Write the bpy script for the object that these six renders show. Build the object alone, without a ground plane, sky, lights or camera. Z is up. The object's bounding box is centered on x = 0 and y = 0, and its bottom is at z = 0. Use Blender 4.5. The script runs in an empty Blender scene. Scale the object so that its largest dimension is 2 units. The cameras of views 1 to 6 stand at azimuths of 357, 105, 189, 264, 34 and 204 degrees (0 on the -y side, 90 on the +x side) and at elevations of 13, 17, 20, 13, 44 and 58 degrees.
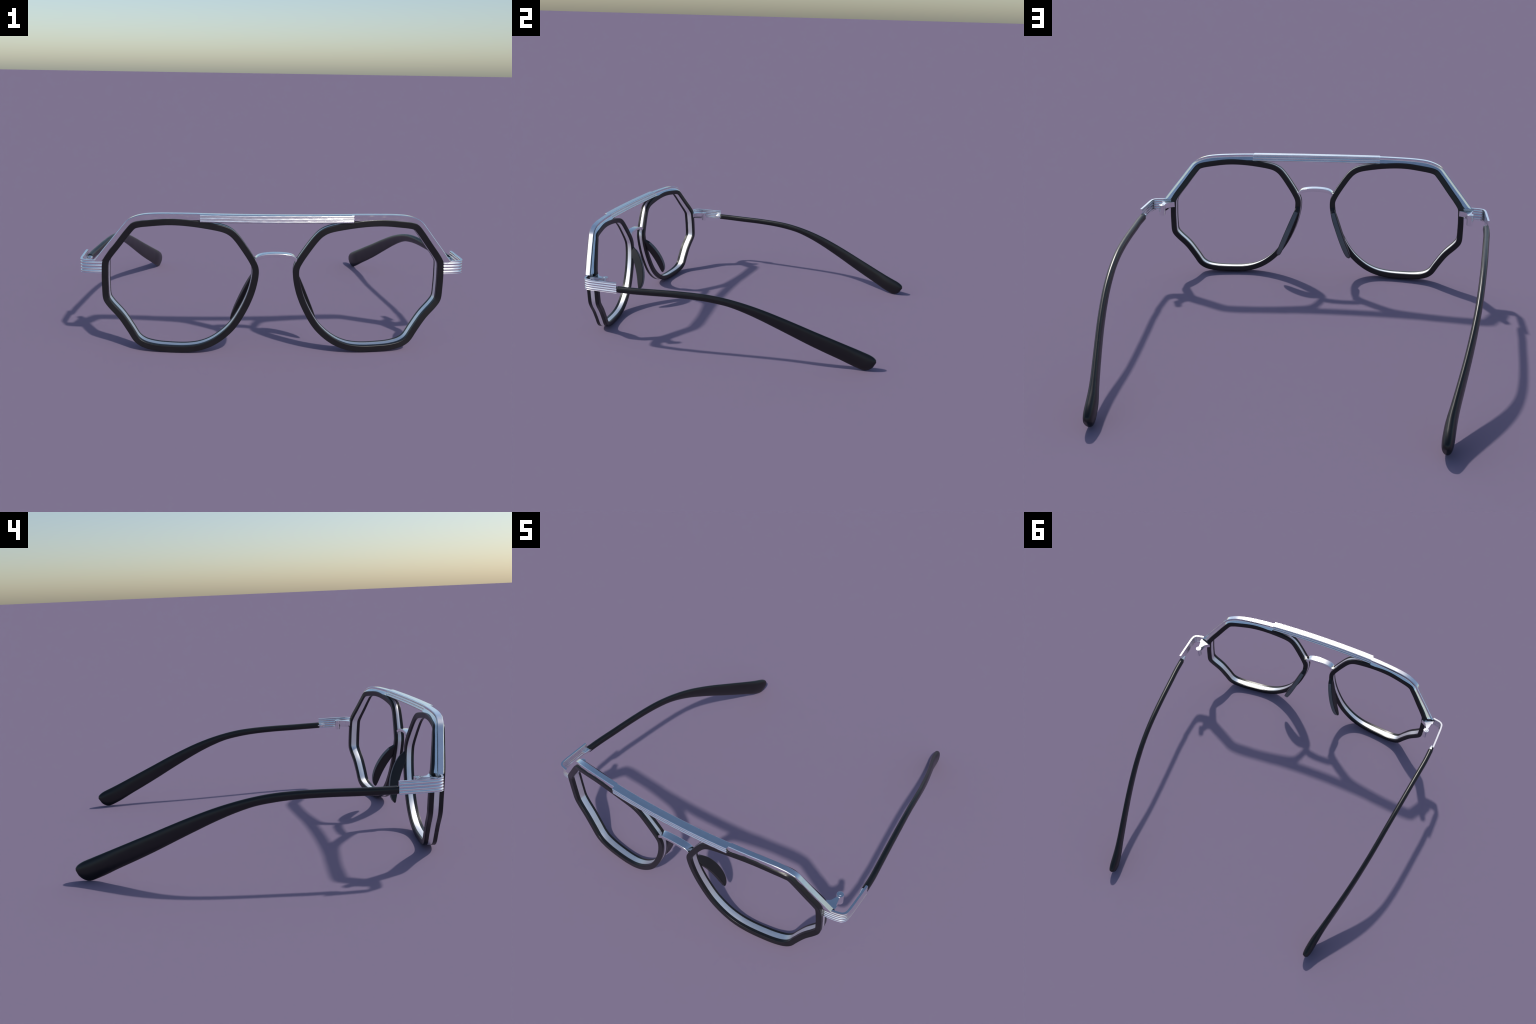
"""Aviator-style spectacle frame: black acetate rings sandwiching a polished steel
core, ribbed brow bar, arched bridge, grooved end pieces, hinges, drop temples."""
import bpy, math
import numpy as np
from mathutils import Vector

# ------------------------------------------------------------------ materials
def base_material(name):
    m = bpy.data.materials.new(name)
    m.use_nodes = True
    nt = m.node_tree
    return m, nt, nt.nodes["Principled BSDF"]

def noise(nt, scale, detail=3.0, rough=0.5):
    tc = nt.nodes.new("ShaderNodeTexCoord")
    n = nt.nodes.new("ShaderNodeTexNoise")
    n.inputs["Scale"].default_value = scale
    n.inputs["Detail"].default_value = detail
    n.inputs["Roughness"].default_value = rough
    nt.links.new(tc.outputs["Object"], n.inputs["Vector"])
    return n

def ramp(nt, src, lo, hi, p0=0.3, p1=0.7):
    r = nt.nodes.new("ShaderNodeValToRGB")
    r.color_ramp.elements[0].position, r.color_ramp.elements[0].color = p0, lo
    r.color_ramp.elements[1].position, r.color_ramp.elements[1].color = p1, hi
    nt.links.new(src, r.inputs["Fac"])
    return r

def maprange(nt, src, lo, hi):
    r = nt.nodes.new("ShaderNodeMapRange")
    r.inputs["From Min"].default_value, r.inputs["From Max"].default_value = 0.3, 0.7
    r.inputs["To Min"].default_value, r.inputs["To Max"].default_value = lo, hi
    nt.links.new(src, r.inputs["Value"])
    return r

def bump(nt, bsdf, src, strength, dist):
    b = nt.nodes.new("ShaderNodeBump")
    b.inputs["Strength"].default_value = strength
    b.inputs["Distance"].default_value = dist
    nt.links.new(src, b.inputs["Height"])
    nt.links.new(b.outputs["Normal"], bsdf.inputs["Normal"])

def steel_material(name, rough):
    m, nt, b = base_material(name)
    n = noise(nt, 22.0, 2.0)
    c = ramp(nt, n.outputs["Fac"], (0.93, 0.93, 0.935, 1), (0.98, 0.98, 0.985, 1))
    nt.links.new(c.outputs["Color"], b.inputs["Base Color"])
    b.inputs["Metallic"].default_value = 1.0
    b.inputs["Roughness"].default_value = rough
    n2 = noise(nt, 16.0, 1.0)
    bump(nt, b, n2.outputs["Fac"], 0.2, 0.001)
    return m

def black_material(name, rough, col):
    m, nt, b = base_material(name)
    n = noise(nt, 14.0, 4.0)
    c = ramp(nt, n.outputs["Fac"], tuple(v * 0.85 for v in col) + (1,), tuple(v * 1.1 for v in col) + (1,))
    nt.links.new(c.outputs["Color"], b.inputs["Base Color"])
    r = maprange(nt, n.outputs["Fac"], rough - 0.03, rough + 0.03)
    nt.links.new(r.outputs["Result"], b.inputs["Roughness"])
    return m

STEEL = steel_material("polished_steel", 0.16)
CORE_STEEL = steel_material("satin_steel", 0.46)
ACETATE = black_material("black_acetate", 0.33, (0.0075, 0.0075, 0.008))
CUSHION = black_material("slate_pad_cushion", 0.5, (0.15, 0.155, 0.16))
RUBBER = black_material("black_pad_plastic", 0.45, (0.010, 0.010, 0.011))

# ------------------------------------------------------------------ helpers
def catmull(pts, closed=False, per=24):
    P = np.array(pts, float)
    n = len(P)
    idx = (lambda i: i % n) if closed else (lambda i: min(max(i, 0), n - 1))
    out = []
    for i in range(n if closed else n - 1):
        p0, p1, p2, p3 = P[idx(i - 1)], P[idx(i)], P[idx(i + 1)], P[idx(i + 2)]
        if not closed and i == 0: p0 = 2 * p1 - p2
        if not closed and i == n - 2: p3 = 2 * p2 - p1
        t0, a = 0.0, 0.5
        t1 = t0 + max(np.linalg.norm(p1 - p0), 1e-6) ** a
        t2 = t1 + max(np.linalg.norm(p2 - p1), 1e-6) ** a
        t3 = t2 + max(np.linalg.norm(p3 - p2), 1e-6) ** a
        for t in np.linspace(t1, t2, per, endpoint=False):
            A1 = (t1 - t) / (t1 - t0) * p0 + (t - t0) / (t1 - t0) * p1
            A2 = (t2 - t) / (t2 - t1) * p1 + (t - t1) / (t2 - t1) * p2
            A3 = (t3 - t) / (t3 - t2) * p2 + (t - t2) / (t3 - t2) * p3
            B1 = (t2 - t) / (t2 - t0) * A1 + (t - t0) / (t2 - t0) * A2
            B2 = (t3 - t) / (t3 - t1) * A2 + (t - t1) / (t3 - t1) * A3
            out.append((t2 - t) / (t2 - t1) * B1 + (t - t1) / (t2 - t1) * B2)
    if not closed: out.append(P[-1])
    return np.array(out)

def resample(P, n, closed=False):
    Q = np.vstack([P, P[:1]]) if closed else P
    s = np.concatenate([[0], np.cumsum(np.linalg.norm(np.diff(Q, axis=0), axis=1))])
    t = np.linspace(0, s[-1], n + 1 if closed else n)
    R = np.stack([np.interp(t, s, Q[:, k]) for k in range(Q.shape[1])], axis=1)
    return R[:-1] if closed else R

def tangents(P, closed=False):
    if closed:
        T = np.roll(P, -1, 0) - np.roll(P, 1, 0)
    else:
        T = np.gradient(P, axis=0)
    return T / np.linalg.norm(T, axis=1, keepdims=True)

def rounded_rect(u0, u1, v0, v1, r, k=4):
    """closed loop of (u, v) with rounded corners"""
    out = []
    for cu, cv, a0 in ((u1 - r, v1 - r, 0), (u0 + r, v1 - r, 90), (u0 + r, v0 + r, 180), (u1 - r, v0 + r, 270)):
        for i in range(k + 1):
            a = math.radians(a0 + 90 * i / k)
            out.append((cu + r * math.cos(a), cv + r * math.sin(a)))
    return out

COLLECTION = bpy.context.scene.collection

def make_mesh(name, verts, faces, mat, parent, mirror=False, angle=40):
    verts = [tuple(map(float, v)) for v in verts]
    if mirror:
        verts = [(-x, y, z) for x, y, z in verts]
        faces = [tuple(reversed(f)) for f in faces]
    me = bpy.data.meshes.new(name)
    me.from_pydata(verts, [], faces)
    me.validate(); me.update()
    import bmesh
    bm = bmesh.new(); bm.from_mesh(me)
    bmesh.ops.recalc_face_normals(bm, faces=bm.faces)
    bm.to_mesh(me); bm.free()
    for p in me.polygons: p.use_smooth = True
    me.set_sharp_from_angle(angle=math.radians(angle))
    me.materials.append(mat)
    o = bpy.data.objects.new(name, me)
    COLLECTION.objects.link(o)
    w = o.modifiers.new("weighted_normals", 'WEIGHTED_NORMAL')
    w.keep_sharp = True
    w.weight = 50
    o.parent = parent
    return o

def empty(name, parent=None):
    o = bpy.data.objects.new(name, None)
    o.empty_display_size = 0.05
    COLLECTION.objects.link(o)
    o.parent = parent
    return o

def loft(sections, closed=False, cap=True):
    """sections: equal-length closed loops; returns verts, faces"""
    S = [np.array(s) for s in sections]
    m = len(S[0]); n = len(S)
    verts = np.vstack(S)
    faces = []
    for i in range(n if closed else n - 1):
        j = (i + 1) % n
        for k in range(m):
            l = (k + 1) % m
            faces.append((i * m + k, i * m + l, j * m + l, j * m + k))
    if not closed and cap:
        faces.append(tuple(reversed(range(m))))
        faces.append(tuple(range((n - 1) * m, n * m)))
    return list(verts), faces

def join_parts(*vf):
    V, F = [], []
    for v, f in vf:
        o = len(V)
        V += list(v)
        F += [tuple(i + o for i in q) for q in f]
    return V, F

def cylinder(c0, c1, r0, r1=None, n=24, bevel=0.003):
    """round pin between two points with softened ends"""
    r1 = r0 if r1 is None else r1
    a, b = np.array(c0, float), np.array(c1, float)
    d = b - a; L = np.linalg.norm(d); d /= L
    u = np.cross(d, [0.3, 0.2, 0.9]); u /= np.linalg.norm(u); w = np.cross(d, u)
    secs = []
    for t, r in ((0, r0 - bevel), (bevel * 0.3, r0 - bevel * 0.3), (bevel, r0), (L - bevel, r1), (L - bevel * 0.3, r1 - bevel * 0.3), (L, r1 - bevel)):
        secs.append([a + d * t + r * (math.cos(2 * math.pi * i / n) * u + math.sin(2 * math.pi * i / n) * w) for i in range(n)])
    return loft(secs)

# ------------------------------------------------------------------ shape of the front
def front_y(x, z):
    """the slightly wrapped and tilted sheet on which the front faces of the rims lie"""
    return (-0.9376 + 0.0698 * x ** 2 + 0.0457 * x ** 4 - 0.0377 * z
            + 0.0244 * x * x * z - 0.0427 * z * z)

def depth_scale(x, z):
    """rims are deeper toward the hinges than at the nose, and thin out under the brow bar"""
    t = min(max((z - 0.48) / 0.20, 0.0), 1.0)
    return (1 - 0.13 * t * t * (3 - 2 * t)) * (0.058 + 0.016 * (abs(x) - 0.085) / 0.79) / 0.070

# outer outline of one rim, right eye side (x > 0), in x, z
RIM_OUTLINE = [
    (0.872, 0.475), (0.878, 0.410), (0.879, 0.338), (0.874, 0.266), (0.853, 0.233), (0.798, 0.1725),
    (0.753, 0.105), (0.7175, 0.049), (0.679, 0.0225), (0.620, 0.0075), (0.540, 0.0020), (0.440, 0.0036),
    (0.365, 0.0180), (0.290, 0.0545), (0.207, 0.129), (0.143, 0.233), (0.1025, 0.335), (0.085, 0.427),
    (0.0875, 0.465), (0.104, 0.5025), (0.1415, 0.563), (0.1860, 0.625), (0.212, 0.651), (0.250, 0.672), (0.350, 0.6930),
    (0.455, 0.7050), (0.535, 0.7065), (0.620, 0.6985), (0.692, 0.6875), (0.718, 0.677), (0.746, 0.647),
    (0.807, 0.5675), (0.852, 0.509)]
RIM_WIDTH = 0.032          # seen from the front
RIM_DEPTH = 0.063          # front to back
outline = resample(catmull(RIM_OUTLINE, True), 300, True)
# light smoothing keeps the corners soft
for _ in range(2):
    outline = 0.25 * np.roll(outline, 1, 0) + 0.5 * outline + 0.25 * np.roll(outline, -1, 0)
tan2 = tangents(outline, True)
nrm2 = np.stack([tan2[:, 1], -tan2[:, 0]], axis=1)
cen = outline.mean(0)
if np.mean(np.sum(nrm2 * (outline - cen), axis=1)) < 0: nrm2 = -nrm2

def rim_sweep(profile):
    """profile: loop of (r, d): r outward from the outer outline, d back from the front sheet"""
    secs = []
    for p, n in zip(outline, nrm2):
        loop = []
        for r, d in profile:
            x, z = p + n * (r - (0.065 - 0.085 * max(0.0, n[1])) * d)   # the rim narrows toward the rear, not on top
            loop.append((x, front_y(p[0], p[1]) + d * depth_scale(p[0], p[1]), z))
        secs.append(loop)
    return loft(secs, closed=True)

def rounded_loop(corners, k=4):
    """closed loop through (r, d, radius) corners, each rounded by a small arc"""
    out = []
    n = len(corners)
    for i in range(n):
        p = np.array(corners[i][:2]); rad = corners[i][2]
        a = np.array(corners[i - 1][:2]) - p; b = np.array(corners[(i + 1) % n][:2]) - p
        a /= np.linalg.norm(a); b /= np.linalg.norm(b)
        for j in range(k + 1):
            t = j / k
            out.append(tuple((1 - t) ** 2 * (p + a * rad) + 2 * t * (1 - t) * p + t * t * (p + b * rad)))
    return out

W = RIM_WIDTH
FRONT_RING = rounded_loop([(0, 0, 0.004), (0, 0.0225, 0.001), (-W, 0.0210, 0.001), (-W, 0, 0.004)])
CORE_RING = rounded_loop([(-0.0016, 0.0220, 0.0005), (0.0000, 0.0350, 0.009), (-0.0016, 0.0480, 0.0005),
                          (-W + 0.0014, 0.0560, 0.0005), (-W + 0.0002, 0.0385, 0.012), (-W + 0.0014, 0.0205, 0.0005)], 4)
BACK_RING = rounded_loop([(0, 0.0475, 0.001), (0, 0.0700, 0.005), (-W, 0.0700, 0.005), (-W, 0.0555, 0.001)])

# ------------------------------------------------------------------ brow bar
BAR_TOP = [(0.0, 0.7325), (0.2, 0.733), (0.38, 0.734), (0.50, 0.733), (0.60, 0.730), (0.66, 0.7235), (0.705, 0.710),
           (0.739, 0.691), (0.771, 0.654), (0.816, 0.598), (0.863, 0.540), (0.920, 0.468)]
BAR_H = 0.034
RIB_END = 0.379

def bar_sections():
    half = catmull(BAR_TOP, per=12)
    half = half[1:]
    full = np.vstack([np.stack([-half[::-1, 0], half[::-1, 1]], 1), [[0, BAR_TOP[0][1]]], half])
    full = resample(full, 241)
    # double the stations where the ribs stop
    T = tangents(full)
    xs = full[:, 0]
    stations = []
    for p, t in zip(full, T):
        if abs(abs(p[0]) - RIB_END) < 0.006: continue
        stations.append((p, t, abs(p[0]) < RIB_END))
    for s in (-1, 1):
        for e, rib in ((-0.0012, True), (0.0012, False)):
            x = s * (RIB_END + e)
            z = np.interp(x, xs, full[:, 1])
            stations.append((np.array([x, z]), np.array([1.0, 0.0]), rib))
    stations.sort(key=lambda q: q[0][0] if abs(q[0][0]) < 0.72 else q[0][0])
    secs = []
    for p, t, rib in stations:
        n = np.array([-t[1], t[0]])
        if n[1] < 0 and abs(n[1]) > 0.2: n = -n
        ax = abs(p[0])
        lean = min(max((ax - 0.66) / 0.10, 0.0), 1.0)      # 0 on top, 1 on the slanted part
        d0 = (-0.009 if rib else 0.008) * (1 - lean) + 0.011 * lean
        d1 = (0.039 if rib else 0.042) * (1 - lean) + 0.044 * lean
        d2 = (0.046 if rib else 0.057)                     # the rear flares out to a fillet on the rim
        wob = (0.0006 if rib else 0.0004) * math.sin(97 * p[0]) * math.sin(41 * p[0] + 1.3)
        h = BAR_H
        if rib: h = 0.040
        loop = []
        K = 24
        amp0 = 0.0055 if rib else 0.0
        amp1 = 0.0045 if rib else 0.0
        # front face, top to bottom
        for i in range(K + 1):
            f = i / K
            edge = 0.003 * max(0.0, 1 - min(f, 1 - f) * K / 2.0) if not rib else 0.0
            loop.append((d0 + amp0 * (1 - abs(math.sin(3 * math.pi * f)) ** 0.6) + edge + wob * math.sin(9 * f + 30 * p[0]), -h * f))
        # rear face, bottom to top
        for i in range(K + 1):
            f = 1 - i / K
            edge = 0.003 * max(0.0, 1 - min(f, 1 - f) * K / 2.0) if not rib else 0.0
            fl = max(0.0, (f - 0.4) / 0.6)
            loop.append((d1 + (d2 - d1) * fl - amp1 * (1 - abs(math.sin(3 * math.pi * f)) ** 0.6) - edge, -h * f))
        pts = []
        for d, v in loop:
            q = p + n * v
            if q[1] < 0.4705:                 # the ends are cut level where they meet the end pieces
                q = q + t * (0.4705 - q[1]) / t[1]
            pts.append((q[0], front_y(p[0], p[1]) + d, q[1]))
        secs.append(pts)
    return secs

# ------------------------------------------------------------------ end pieces
PLATE_PATH = [(0.862, -0.848), (0.905, -0.845), (0.950, -0.838), (0.976, -0.829), (0.991, -0.812), (0.9960, -0.788), (0.9975, -0.70), (0.9975, -0.600)]
PLATE_Z0, PLATE_Z1, PLATE_T = 0.403, 0.471, 0.013

def plate():
    P = resample(catmull(PLATE_PATH, per=16), 60)
    T = tangents(P)
    secs = []
    K = 40
    for p, t in zip(P, T):
        nout = np.array([t[1], -t[0]])                  # away from the wearer
        loop = []
        for i in range(K + 1):
            f = i / K
            o = -0.0045 * (1 - abs(math.sin(4.5 * math.pi * f + 0.5 * math.pi)) ** 0.7) if 0 < f < 1 else -0.001
            loop.append((o, PLATE_Z1 + (PLATE_Z0 - PLATE_Z1) * f))
        for i in range(K + 1):
            f = 1 - i / K
            o = -PLATE_T + 0.003 * (1 - abs(math.sin(4.5 * math.pi * f + 0.5 * math.pi)) ** 0.7) if 0 < f < 1 else -PLATE_T + 0.001
            loop.append((o, PLATE_Z1 + (PLATE_Z0 - PLATE_Z1) * f))
        secs.append([(p[0] + nout[0] * o, p[1] + nout[1] * o, z) for o, z in loop])
    return loft(secs)

# ------------------------------------------------------------------ temples
#            y      x      z      half height  half thickness
TEMPLE = [(-0.602, 0.9805, 0.4245, 0.0205, 0.0170),
          (-0.500, 0.9745, 0.4240, 0.0208, 0.0170),
          (-0.400, 0.9635, 0.4240, 0.0210, 0.0168),
          (-0.250, 0.9470, 0.4250, 0.0212, 0.0165),
          (-0.100, 0.9300, 0.4210, 0.0220, 0.0165),
          (0.000, 0.9180, 0.4125, 0.0232, 0.0160),
          (0.100, 0.9050, 0.3960, 0.0238, 0.0160),
          (0.200, 0.8910, 0.3685, 0.0280, 0.0160),
          (0.300, 0.8750, 0.3330, 0.0332, 0.0160),
          (0.400, 0.8560, 0.2910, 0.0382, 0.0160),
          (0.500, 0.8345, 0.2460, 0.0426, 0.0162),
          (0.600, 0.8105, 0.1990, 0.0466, 0.0166),
          (0.700, 0.7850, 0.1535, 0.0498, 0.0175),
          (0.800, 0.7590, 0.1090, 0.0520, 0.0195),
          (0.880, 0.7400, 0.0730, 0.0548, 0.0240),
          (0.990, 0.7220, 0.0300, 0.0548, 0.0255)]

def temple():
    C = resample(catmull(TEMPLE, per=20), 260)
    P = np.stack([C[:, 1], C[:, 0], C[:, 2]], 1)
    T = tangents(P)
    s = np.concatenate([[0], np.cumsum(np.linalg.norm(np.diff(P, axis=0), axis=1))])
    L = s[-1]
    secs = []
    N = 36
    for p, t, hh, ww, ss in zip(P, T, C[:, 3], C[:, 4], s):
        side = np.cross(t, [0, 0, 1]); side /= np.linalg.norm(side)
        up = np.cross(side, t)
        k = 1.0
        rest = L - ss
        R = 0.075
        if rest < R: k = max(1 - ((R - rest) / R) ** 2.4, 0.0) ** (1 / 2.2)
        k = max(k, 0.02)
        shift = 0.026 * (1 - k)          # the tip leans: its upper corner reaches furthest
        if ss < 0.006: k = min(k, 0.86 + 0.14 * ss / 0.006)
        loop = []
        for i in range(N):
            a = 2 * math.pi * i / N
            ca, sa = math.cos(a), math.sin(a)
            e = 2 / 2.3
            cu = math.copysign(abs(ca) ** e, ca); cv = math.copysign(abs(sa) ** e, sa)
            kk = k
            wk = ww * (k ** 0.6)
            if sa < 0: wk *= 1 + 0.22 * sa * min(max(p[1] / 0.3, 0.0), 1.0)   # paddle is egg-shaped, slimmer below
            loop.append(p + side * wk * cu + up * (hh * kk * cv + shift))
        secs.append(loop)
    return loft(secs)

# ------------------------------------------------------------------ nose pads
#        z      rear y   front y  half thickness
PAD = [(0.428, -0.905, -0.935, 0.008), (0.415, -0.893, -0.925, 0.0115), (0.400, -0.871, -0.914, 0.013), (0.376, -0.850, -0.906, 0.0140),
       (0.352, -0.833, -0.896, 0.0145), (0.300, -0.807, -0.868, 0.0150), (0.250, -0.792, -0.847, 0.0150),
       (0.210, -0.787, -0.834, 0.0148), (0.180, -0.789, -0.826, 0.0140), (0.160, -0.795, -0.820, 0.0125), (0.147, -0.803, -0.817, 0.0095), (0.140, -0.809, -0.8135, 0.004)]

def pad_cushion():
    """thin soft facing let into the rear of the pad"""
    C = catmull(PAD[2:-1], per=8)
    secs = []
    for z, yr, yf, w in C:
        x = 0.103 + 0.412 * (0.419 - z)
        k = w - 0.0030
        th = min(0.003, 0.3 * (yr - yf))
        secs.append([(x + u, yr + v, z + 0.38 * u) for u, v in rounded_rect(-k, k, -th, 0.0008, 0.0006, 2)])
    return loft(secs)

def nose_pad():
    C = catmull(PAD, per=8)
    secs = []
    N = 28
    for z, yr, yf, w in C:
        x = 0.103 + 0.412 * (0.419 - z)
        c = np.array([x, 0.5 * (yr + yf), z])
        hy = 0.5 * (yr - yf)
        rad = min(0.0045, 0.8 * hy, 0.8 * w)
        loop = [c + np.array([u, v, 0.38 * u]) for u, v in rounded_rect(-w, w, -hy, hy, rad, 4)]
        secs.append(loop)
    return loft(secs)

# ------------------------------------------------------------------ bridge
def bridge():
    secs = []
    n = 41
    for i in range(n):
        u = -1 + 2 * i / (n - 1)
        x = 0.108 * u
        z = 0.537 - 0.013 * u * u - 0.018 * abs(u) ** 7
        th = 0.0185 + 0.006 * u * u
        y0 = front_y(x, z) + 0.001 + 0.003 * abs(u) ** 4
        y1 = y0 + 0.046
        loop = []
        for (y, dz) in rounded_rect(y0, y1, -th, 0.0, 0.0035, 3):
            loop.append((x, y, z + dz))
        secs.append(loop)
    return loft(secs)

# ------------------------------------------------------------------ hinge
BARREL = (0.902, -0.722)
def hinge_bracket():
    # wedge-shaped leaf from the rim to the barrel plus a foot clamped on the rear ring
    def prism(xy, z0, z1):
        lo = [(x, y, z0) for x, y in xy]; hi = [(x, y, z1) for x, y in xy]
        return loft([lo, hi])
    leaf = prism([(0.852, -0.806), (0.922, -0.815), (0.918, -0.790), (0.908, -0.735), (0.896, -0.735), (0.880, -0.775), (0.850, -0.796)], 0.431, 0.461)
    rib = prism([(0.885, -0.82), (0.913, -0.82), (0.907, -0.74), (0.897, -0.74)], 0.415, 0.432)
    foot = prism([(0.846, -0.815), (0.925, -0.818), (0.925, -0.792), (0.846, -0.796)], 0.4305, 0.4615)
    return join_parts(leaf, rib, foot)

# ------------------------------------------------------------------ assembly
glasses = empty("eyeglasses")
glasses["label"] = "black and polished steel aviator eyeglasses frame without lenses"
glasses["category"] = "eyeglasses"

v, f = loft(bar_sections())
make_mesh("brow_bar", v, f, STEEL, glasses, angle=35)
v, f = bridge()
make_mesh("bridge", v, f, STEEL, glasses)

for mirror in (False, True):
    rim = empty("rim", glasses)
    for nm, prof, mat in (("front_ring", FRONT_RING, ACETATE), ("metal_core", CORE_RING, CORE_STEEL), ("back_ring", BACK_RING, ACETATE)):
        v, f = rim_sweep(prof)
        make_mesh(nm, v, f, mat, rim, mirror, angle=50)
    v, f = nose_pad()
    pad = make_mesh("nose_pad", v, f, RUBBER, glasses, mirror, angle=60)
    v, f = pad_cushion()
    make_mesh("pad_cushion", v, f, CUSHION, pad, mirror, angle=50)
    v, f = plate()
    make_mesh("end_piece", v, f, STEEL, glasses, mirror, angle=40)
    hinge = empty("hinge", glasses)
    v, f = join_parts(cylinder((BARREL[0], BARREL[1], 0.402), (BARREL[0], BARREL[1], 0.466), 0.0195),
                      cylinder((BARREL[0], BARREL[1], 0.460), (BARREL[0], BARREL[1], 0.4685), 0.010, bevel=0.002))
    make_mesh("hinge_barrel", v, f, STEEL, hinge, mirror)
    v, f = hinge_bracket()
    make_mesh("hinge_leaf", v, f, STEEL, hinge, mirror, angle=30)
    arm = empty("temple", glasses)
    v, f = temple()
    make_mesh("temple_arm", v, f, ACETATE, arm, mirror, angle=60)
    v, f = join_parts(cylinder((0.9775, -0.622, 0.425), (0.9785, -0.588, 0.4247), 0.0135, 0.0160),
                      cylinder((0.9775, -0.640, 0.425), (0.9775, -0.618, 0.425), 0.009, 0.0125))
    make_mesh("ferrule", v, f, STEEL, arm, mirror)
